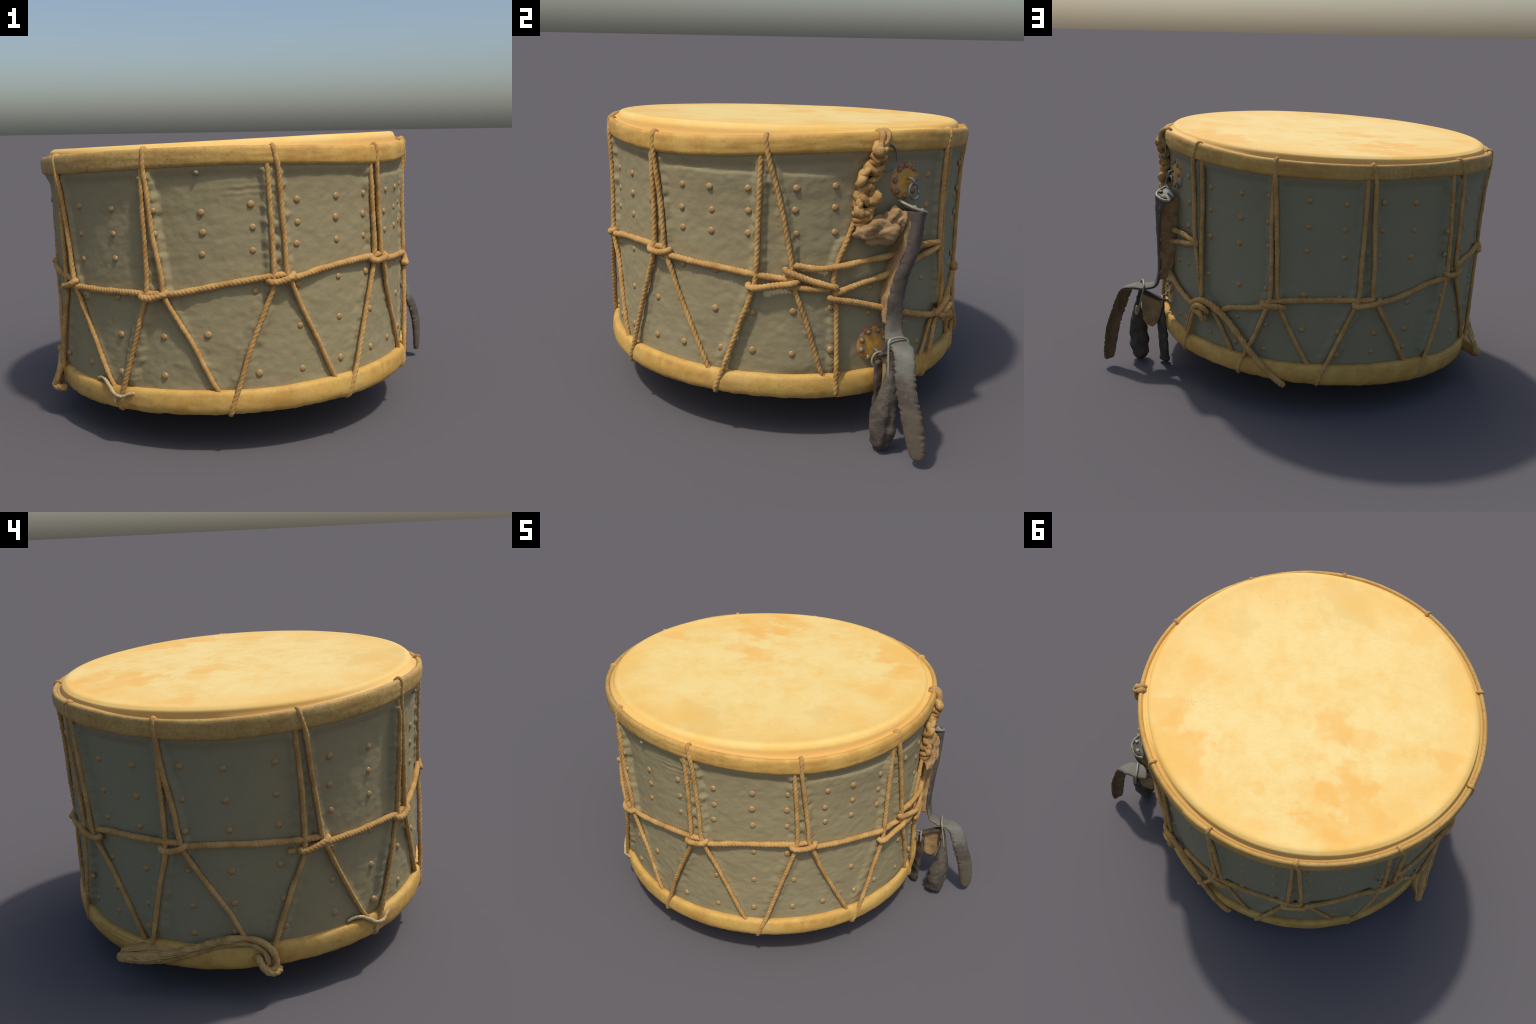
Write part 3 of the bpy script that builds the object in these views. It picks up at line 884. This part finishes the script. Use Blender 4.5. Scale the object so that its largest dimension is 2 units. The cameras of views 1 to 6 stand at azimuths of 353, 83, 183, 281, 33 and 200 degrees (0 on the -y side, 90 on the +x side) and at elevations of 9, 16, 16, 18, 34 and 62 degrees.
def build_heads():
    n = 480
    def revolve(name, prof, mat, wob):
        rings = []
        for rr, h in prof:
            ring = []
            for j in range(n):
                az = -180 + 360 * j / n
                hh = h if h < 2 else h - 3 + hoop_top(az)
                if h < 1.05 and rr > 0.80 and h > 0:
                    hh = max(hh, hoop_top(az) - 0.001)
                s = 0.0022 * fbm(P(az, 0, max(rr, 0.01)) * 2.2 + Vector((0, 0, 3))) + (wob(az, rr, h) if rr < 0.803 else 0)
                ring.append(P(az, hh + s, rr + out_of_round(az, 1.0) * rr / 0.8))
            rings.append(ring)
        v, f = loft(rings)
        return add_mesh(name, v, f, mat)
    # a flat skin turned down over its flesh hoop behind the upper hoop
    # (heights above 2 are measured from the upper hoop's top edge, plus 3)
    prof = [(0.828, 2.960), (0.826, 2.990), (0.820, 2.9935), (0.813, 2.9940), (0.808, 2.9965)]
    prof += [(0.8055, 1.046), (0.803, 1.0535), (0.798, 1.0605), (0.791, 1.0655), (0.782, 1.0680), (0.770, 1.0682), (0.756, 1.0668)]
    prof += [(r / 100, 1.0655 + 0.0005 * (1 - r / 74)) for r in (74, 70, 64, 56, 48, 40, 32, 24, 16, 8, 3)] + [(0.004, 1.066)]
    lift = lambda az, rr, h: (rr / 0.8) ** 2 * (0.0060 * math.cos(math.radians(az - 55)) - 0.002 * math.exp(-(adiff(az, 158) / 35) ** 2))
    add = revolve("drum_head", prof, M_HEAD, lift)
    prof = [(0.80, 0.002), (0.79, -0.011), (0.77, -0.015), (0.74, -0.015), (0.6, -0.014), (0.4, -0.014), (0.2, -0.014), (0.004, -0.014)]
    revolve("lower_head", list(reversed(prof)), M_HEAD, lambda az, rr, h: 0.0)


# ------------------------------------------------------------------ plaited hanger
def tube(pts, radius, mat, name, parent=None, sides=14, closed=False, step=0.004, squash=1.0, lump=0.0):
    path = spline(pts, step)
    if closed:
        path = path[:-1]
    fr = frames(path, closed)
    rings = []
    for i, p in enumerate(path):
        u, w = fr[i]
        ring = []
        for j in range(sides):
            a = 2 * math.pi * j / sides
            d = math.cos(a) * u + math.sin(a) * w * squash
            q = p + radius * d
            ring.append(q + d * lump * radius * fbm(q * 40, 2) if lump else q)
        rings.append(ring)
    v, f = loft(rings, closed_path=closed)
    return add_mesh(name, v, f, mat, parent)


def torus(matrix, major, minor, mat, name, parent=None, sx=1.0):
    n = 48
    pts = [matrix @ Vector((major * sx * math.cos(2 * math.pi * k / n), major * math.sin(2 * math.pi * k / n), 0)) for k in range(n)]
    rings = []
    fr = frames(pts, True)
    c = matrix.translation
    for i, p in enumerate(pts):
        out = (p - c).normalized()
        nz = matrix.to_3x3().col[2].normalized()
        rings.append([p + minor * (math.cos(2 * math.pi * j / 12) * out + math.sin(2 * math.pi * j / 12) * nz) for j in range(12)])
    v, f = loft(rings, closed_path=True)
    return add_mesh(name, v, f, mat, parent)


PLAIT_SPINE = [(105.9, 1.015, 0.866), (105.6, 0.985, 0.867), (104.8, 0.945, 0.858), (103.5, 0.895, 0.846), (102.4, 0.850, 0.844), (102.2, 0.800, 0.848), (102.4, 0.755, 0.846), (101.9, 0.715, 0.842)]


def build_plait():
    spine = spline([P(*p) for p in PLAIT_SPINE], 0.0045)
    n = len(spine)
    fr = frames(spine)
    strands = 4
    for k in range(strands):
        pts = []
        for i in range(0, n):
            t = i / (n - 1)
            s = t * 2 * math.pi * 2.6 + 2 * math.pi * k / strands
            wide = lerp_table(t, (0, 0.25, 0.55, 0.8, 1), (0.012, 0.018, 0.030, 0.034, 0.020))
            out = spine[i].copy(); out.z = 0; out.normalize()
            side = Vector((0, 0, 1)).cross(out)
            q = spine[i] + side * wide * (math.sin(s) + 0.9 * noise.noise(Vector((t * 8, k * 3.1, 0)))) + out * (0.014 * math.cos(2 * s + k) + 0.016 * noise.noise(Vector((t * 8, k * 5.3, 2))))
            q.z += 0.010 * math.cos(s * 1.0 + k)
            pts.append(q)
        rr = (0.0180, 0.0130, 0.0195, 0.0150)[k]
        path = spline(pts[::3], 0.0045)
        v, f = loft(rope_rings(path, rr, lobes=2, pitch=0.10, rough=0.22, taper=0.02, depth=0.22, phase=k))
        if k == 0:
            plait = add_mesh("plaited_hanger", v, f, M_PLAIT)
        else:
            add_mesh("plait_strand", v, f, M_PLAIT, plait)
    # bight over the hoop's lip, and the binding turns at the foot
    t, r = hoop_top(106.5), hoop_r(106.5)
    for d in (-0.7, 0.9):
        make_rope("plait_strand", [P(106.4 + d, t - 0.020, r - 0.036), P(106.5 + d, t - 0.003, r - 0.022), P(106.6 + d, t - 0.001, r - 0.006), P(106.5 + d, t - 0.012, r + 0.009),
                                   P(106.0 + d * 0.7, t - 0.05, r + 0.016), P(105.2, t - 0.09, r + 0.010)], 0.0135, M_PLAIT, parent=plait, lobes=2, pitch=0.12)
    for h, rad in ((0.742, 0.036), (0.718, 0.031), (0.70, 0.022)):
        torus(facing(102.0, h, 0.842) @ Matrix.Rotation(1.45, 4, "X"), rad * 0.55, 0.0125, M_PLAIT, "plait_binding", plait, sx=1.6)
    torus(facing(107.9, 0.955, 0.862, 0.05) @ Matrix.Rotation(0.15, 4, "Y"), 0.050, 0.0040, M_IRON, "hanging_ring", sx=0.95)


def lumpy(name, centre, radii, mat, amp, freq, basis, parent=None, seg=56, rows=36):
    rings = []
    for i in range(1, rows):
        t = math.pi * i / rows
        ring = []
        for j in range(seg):
            a = 2 * math.pi * j / seg
            d = Vector((math.sin(t) * math.cos(a), math.sin(t) * math.sin(a), math.cos(t)))
            k = 1 + amp * (noise.noise(d * freq + Vector((2, 7, 1))) * 1.6 + 0.45 * noise.noise(d * freq * 2.3))
            ring.append(centre + basis @ Vector((d.x * radii[0] * k, d.y * radii[1] * k, d.z * radii[2] * k)))
        rings.append(ring)
    v, f = loft(rings)
    return add_mesh(name, v, f, mat, parent)


# ------------------------------------------------------------------ strap
def ribbon(name, stations, mat, parent, thick, bow=0.0, ragged=0.0025, lump=0.003, inset=0.0, cols=14, step=0.007, seed=0):
    """a leather band: stations are (az, h, r, width, twist in degrees); twist 0 faces straight out of the drum"""
    pts = [P(*s[:3]) for s in stations]
    path = spline(pts, step)
    cum = [0.0]
    for a, b in zip(pts, pts[1:]):
        cum.append(cum[-1] + (b - a).length)
    fr = frames(path)
    tot = sum((b - a).length for a, b in zip(path, path[1:]))
    s, rings = 0.0, []
    for i, p in enumerate(path):
        if i:
            s += (p - path[i - 1]).length
        f = s / tot * cum[-1]
        width = lerp_table(f, cum, [q[3] for q in stations])
        twist = math.radians(lerp_table(f, cum, [q[4] for q in stations]))
        bw = bow(s / tot) if callable(bow) else bow
        tan = (path[min(i + 1, len(path) - 1)] - path[max(i - 1, 0)]).normalized()
        out = Vector((p.x, p.y, 0)).normalized()
        # `twist` turns the face towards lower azimuths
        face = math.atan2(p.x, -p.y) - twist
        side = Vector((math.cos(face), math.sin(face), 0))
        nrm = tan.cross(side).normalized()
        if nrm.dot(Vector((math.sin(face), -math.cos(face), 0.6))) < 0:
            nrm = -nrm
        lw = width / 2 + ragged * fbm(Vector((s * 60, 1 + seed, 0))) + ragged * 0.6 * noise.noise(Vector((s * 190, 4, seed)))
        rw = width / 2 + ragged * fbm(Vector((s * 60, 9 + seed, 0))) + ragged * 0.6 * noise.noise(Vector((s * 190, 6, seed)))
        ends = min(s, tot - s)
        if ends < 0.012:
            k = 0.75 + 0.25 * math.sqrt(max(0, 1 - (1 - ends / 0.012) ** 2))
            lw, rw = lw * k, rw * k
        top, bot = [], []
        for c in range(cols + 1):
            x = -1 + 2 * c / cols
            w = x * (rw if x > 0 else lw)
            edge = math.sqrt(max(0.0, 1 - abs(x) ** 6))
            z = -bw * x * x - inset
            q = p + side * w + nrm * z
            l = lump * fbm(q * 22 + Vector((seed, 0, 0)))
            top.append(q + nrm * (l + thick * 0.5 * edge))
            bot.append(q + nrm * (l - thick * 0.5 * edge - 0.0006))
        rings.append(top + bot[::-1])
    v, f = loft(rings)
    return add_mesh(name, v, f, mat, parent)


STRAP = [(116.4, 0.752, 0.920, 0.102, 16), (116.0, 0.69, 0.918, 0.078, 20), (115.2, 0.587, 0.911, 0.074, 20), (113.2, 0.482, 0.898, 0.063, 20),
         (112.2, 0.384, 0.891, 0.068, 15), (112.0, 0.305, 0.895, 0.074, 11), (111.3, 0.258, 0.909, 0.080, 10),
         (110.6, 0.245, 0.935, 0.086, 4), (109.8, 0.238, 0.975, 0.084, 12), (109.0, 0.240, 1.016, 0.084, 34), (108.0, 0.224, 1.050, 0.084, 54),
         (107.3, 0.170, 1.076, 0.084, 58), (106.9, 0.10, 1.100, 0.084, 57), (107.2, 0.02, 1.128, 0.086, 56), (107.8, -0.06, 1.142, 0.084, 55), (108.5, -0.13, 1.150, 0.072, 56), (108.9, -0.172, 1.150, 0.058, 56)]


def build_strap():
    bow = lambda t: lerp_table(t, (0, 0.12, 0.4, 0.5, 0.62, 0.75, 0.92, 1.0), (0.044, 0.018, 0.006, 0.001, 0.004, 0.012, 0.012, 0.005))
    strap = ribbon("strap", STRAP, M_STRAP, drum, 0.011, bow, ragged=0.009, lump=0.0035, seed=1)
    lining = [(a, h, r, w * 1.0, t) for a, h, r, w, t in STRAP]
    ribbon("strap_lining", lining, M_LINING, strap, 0.006, bow, inset=0.0078, ragged=0.009, lump=0.0035, seed=1)
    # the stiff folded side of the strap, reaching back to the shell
    rings = []
    rows = 40
    hs = [-q[1] for q in STRAP[:7]]
    for i in range(rows + 1):
        t = i / rows
        h = 0.745 - 0.455 * t
        az, r1, wid = [lerp_table(-h, hs, [q[k] for q in STRAP[:7]]) for k in (0, 2, 3)]
        r1 -= 0.012 + 0.02 * smooth(0.12, 0.0, t)
        half1 = math.degrees(0.49 * wid / r1)
        half0 = half1 * 0.95
        r0 = shell_r(az, h) - 0.004 + smooth(0.72, 1.0, t) ** 2 * 0.045
        slant = -0.010
        sec = [(az - half0 + (half0 - half1) * f, r0 + (r1 + slant - r0) * f) for f in [k / 9 for k in range(10)]]
        sec += [(az - half1 + 2 * half1 * f, r1 + slant - 2 * slant * f) for f in [k / 5 for k in range(1, 5)]]
        sec += [(az + half1 + (half0 - half1) * f, r1 - slant + (r0 - r1 + slant) * f) for f in [k / 9 for k in range(10)]]
        rings.append([q + noise.noise_vector(q * 24) * 0.007 for q in (P(a, h, r) for a, r in sec)])
    v, f = loft(rings)
    add_mesh("strap_fold", v, f, M_FLESH, strap)
    # rounded iron cap plate and its two studs inside the strap's top loop
    lip = [(112.9, 0.786, 0.848), (113.6, 0.776, 0.872), (114.9, 0.763, 0.905), (116.5, 0.752, 0.920), (118.5, 0.742, 0.914), (120.2, 0.735, 0.896), (121.0, 0.733, 0.872)]
    tube([P(*p) for p in lip], 0.0065, M_WIRE, "strap_lip", strap)
    c = P(117.2, 0.754, 0.872)
    across = (P(120.8, 0.733, 0.882) - P(113.2, 0.784, 0.856)) / 2
    depth = P(116.6, 0.748, 0.914) - c
    up = across.cross(depth).normalized()
    up = up if up.z > 0 else -up
    basis = Matrix((across, depth, up)).transposed()
    rings = []
    for rr, z in ((0.93, -0.010), (0.95, -0.004), (0.90, 0.0), (0.6, 0.002), (0.25, 0.003), (0.02, 0.003)):
        rings.append([c + basis @ Vector((rr * math.cos(k * math.pi / 20), rr * math.sin(k * math.pi / 20), z)) for k in range(40)])
    v, f = loft(rings)
    add_mesh("strap_plate", v, f, M_IRON, strap)
    stud = dome_mesh("strap_stud", 0.010, 0.005, M_WIRE)
    for a, h, r in ((115.6, 0.764, 0.893), (118.4, 0.748, 0.892)):
        ob = D.objects.new("strap_stud", stud)
        ob.parent = strap
        ob.matrix_basis = Matrix.Translation(P(a, h, r)) @ Matrix.Rotation(0.35, 4, "X")
        COL.objects.link(ob)
    # keeper wire round the strap, with its plate
    wire = [(106.9, 0.246, 0.972), (107.4, 0.258, 0.968), (109.8, 0.262, 0.966), (112.0, 0.252, 0.968), (112.5, 0.238, 0.972), (111.6, 0.16, 0.986), (110.7, 0.09, 0.998), (110.0, 0.078, 1.002),
            (107.6, 0.082, 1.002), (106.7, 0.095, 1.000), (106.6, 0.17, 0.988), (106.9, 0.246, 0.972)]
    tube([P(*p) for p in wire], 0.0048, M_WIRE, "strap_keeper", strap, closed=True)
    ribbon("keeper_plate", [(108.7, 0.122, 1.000, 0.060, 0), (108.6, 0.095, 1.004, 0.062, 0), (108.6, 0.072, 1.006, 0.060, 0)], M_FLESH, strap, 0.008, 0.006, seed=4)
    # second tail: a fat, twisted fold hanging under the keeper
    rings = []
    tail = spline([P(108.4, 0.215, 0.975), P(107.4, 0.15, 0.986), P(107.2, 0.09, 0.992), P(106.7, 0.03, 0.992), P(106.2, -0.03, 0.987), P(106.2, -0.11, 0.984), P(106.3, -0.165, 0.976), P(106.5, -0.202, 0.970)], 0.006)
    for i, p in enumerate(tail):
        t = i / (len(tail) - 1)
        a = lerp_table(t, (0, 0.25, 0.42, 0.6, 0.8, 0.93, 1), (0.022, 0.025, 0.038, 0.055, 0.057, 0.048, 0.022))
        b = lerp_table(t, (0, 0.25, 0.42, 0.6, 0.8, 0.93, 1), (0.010, 0.014, 0.032, 0.044, 0.045, 0.040, 0.015))
        face = math.radians(lerp_table(t, (0, 0.2, 0.5, 1), (96, 84, 48, 40)))
        turn = 0.0
        out = Vector((math.sin(face), -math.cos(face), 0))
        side = Vector((math.cos(face), math.sin(face), 0))
        ring = []
        for j in range(40):
            g = 2 * math.pi * j / 40
            # the fold leaves a furrow down one side
            fur = 1 - 0.42 * math.exp(-(((g - 3.9 + math.pi) % (2 * math.pi) - math.pi) / 0.32) ** 2) * smooth(0.3, 0.55, t)
            fur *= 1 - 0.20 * math.exp(-(((g - 0.6 + math.pi) % (2 * math.pi) - math.pi) / 0.3) ** 2) * smooth(0.35, 0.6, t)
            x, y = a * fur * math.cos(g), b * fur * math.sin(g)
            q = p + side * (x * math.cos(turn) - y * math.sin(turn)) + out * (x * math.sin(turn) + y * math.cos(turn))
            ring.append(q + noise.noise_vector(q * 17) * 0.009 + noise.noise_vector(q * 42) * 0.004)
        rings.append(ring)
    v, f = loft(rings)
    add_mesh("strap_tail", v, f, M_STRAP_WORN, strap)
    # third tail, thin, hanging from the lower ring against the hoop
    rings = []
    tail = spline([P(108.8, 0.135, 0.872), P(108.8, 0.08, 0.872), P(109.4, 0.02, 0.866), P(109.9, -0.06, 0.860), P(110.2, -0.14, 0.856), P(110.6, -0.185, 0.852), P(111.0, -0.204, 0.848)], 0.006)
    for i, p in enumerate(tail):
        t = i / (len(tail) - 1)
        a = lerp_table(t, (0, 0.3, 0.55, 0.8, 0.93, 1), (0.026, 0.038, 0.038, 0.034, 0.036, 0.010))
        b = lerp_table(t, (0, 0.3, 0.55, 0.8, 0.93, 1), (0.012, 0.018, 0.019, 0.017, 0.022, 0.007))
        out = Vector((p.x, p.y, 0)).normalized()
        side = Vector((0, 0, 1)).cross(out)
        ring = []
        for j in range(28):
            g = 2 * math.pi * j / 28
            x, y = a * math.cos(g), b * math.sin(g)
            q = p + Vector((-0.72, 0.69, 0)) * x + Vector((0.69, 0.72, 0)) * y
            ring.append(q + noise.noise_vector(q * 26) * 0.007)
        rings.append(ring)
    v, f = loft(rings)
    add_mesh("strap_tail", v, f, M_STRAP_WORN, strap)
    # raw web of leather between the tails, and the short tie to the lower ring
    rings = []
    for i in range(15):
        t = i / 14
        ring = []
        r = 0.868 + 0.105 * t
        top = 0.140 + 0.055 * t
        low = 0.105 - 0.10 * (1 - (2 * t - 1) ** 4) + 0.02 * abs(2 * t - 1)
        for j in range(13):
            ring.append(P(109.2 - 0.35 * t, low + (top - low) * j / 12, r))
        back = [q + Vector(P(109.2 + 90, 0, 0.024)) for q in reversed(ring)]
        rings.append([q + noise.noise_vector(q * 22) * 0.008 for q in ring + back])
    v, f = loft(rings)
    add_mesh("leather_web", v, f, M_FLESH, strap)
    ribbon("strap_tie", [(109.6, 0.150, 0.856, 0.034, 0), (109.3, 0.165, 0.885, 0.036, 0), (109.0, 0.186, 0.925, 0.040, 0), (108.8, 0.205, 0.968, 0.046, 0)], M_STRAP_WORN, strap, 0.014, 0.004, seed=8)


def roundel(az, h, angles):
    m = facing(az, h, shell_r(az, h))
    # a slightly dished disc that follows the shell's curve
    ob = D.objects.new("roundel", None)
    seg, verts, faces = 56, [], []
    prof = [(0.004, 0.0095), (0.02, 0.0095), (0.045, 0.0085), (0.066, 0.0070), (0.073, 0.0055), (0.0752, 0.0025), (0.0752, -0.006)]
    R = shell_r(az, h)
    for rr, z in prof:
        for j in range(seg):
            x, y = rr * math.cos(2 * math.pi * j / seg), rr * math.sin(2 * math.pi * j / seg)
            verts.append((x, y, z - x * x / (2 * R)))
    for i in range(len(prof) - 1):
        for j in range(seg):
            k = (j + 1) % seg
            faces.append((i * seg + j, (i + 1) * seg + j, (i + 1) * seg + k, i * seg + k))
    faces.append(tuple(range(seg)))
    D.objects.remove(ob)
    ob = add_mesh("roundel", verts, faces, M_PLAQUE)
    ob.matrix_basis = m
    me = dome_mesh("roundel_rivet", 0.0120, 0.0090, M_TARNISH)
    for a in angles:
        rv = D.objects.new("roundel_rivet", me)
        rv.parent = ob
        x, y = 0.057 * math.cos(math.radians(a)), 0.061 * math.sin(math.radians(a))
        rv.matrix_basis = Matrix.Translation((x, y, 0.0078 - x * x / (2 * R)))
        COL.objects.link(rv)
    return ob


def build_fittings():
    up = roundel(116.5, 0.858, (132, 92, 48, 178, 2, 222, 268, 315))
    low = roundel(108.6, 0.190, (160, 118, 200, 70, 20, 250, 310))
    # staples and rings
    tube([P(116.4, 0.866, 0.834), P(116.6, 0.868, 0.852), P(117.1, 0.858, 0.862), P(117.4, 0.846, 0.858), P(117.3, 0.842, 0.840)], 0.0055, M_IRON, "ring_staple")
    torus(facing(117.4, 0.818, 0.860, 0.2) @ Matrix.Rotation(0.15, 4, "Y"), 0.031, 0.0046, M_IRON, "strap_ring")
    tube([P(108.4, 0.172, 0.834), P(108.5, 0.170, 0.856), P(108.6, 0.158, 0.864), P(108.6, 0.146, 0.856), P(108.5, 0.143, 0.838)], 0.0055, M_IRON, "ring_staple")
    torus(facing(108.6, 0.136, 0.868, 0.8) @ Matrix.Rotation(0.6, 4, "X"), 0.031, 0.0046, M_WIRE, "strap_ring")


def build_scrap():
    c = P(106.8, 0.672, 0.862)
    basis = facing(106.8, 0.672, 0.862).to_3x3()
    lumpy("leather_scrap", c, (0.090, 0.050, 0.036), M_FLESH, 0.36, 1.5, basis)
    lumpy("leather_scrap", P(111.4, 0.715, 0.866), (0.046, 0.042, 0.032), M_FLESH, 0.36, 1.6, facing(111.4, 0.7, 0.87).to_3x3())


# ------------------------------------------------------------------ assemble
build_lacing()
build_girth()
build_loose_rope()
shell = build_shell()
build_rivets(shell)
build_top_hoop()
build_low_hoop()
build_heads()
build_plait()
build_fittings()
build_strap()
build_scrap()
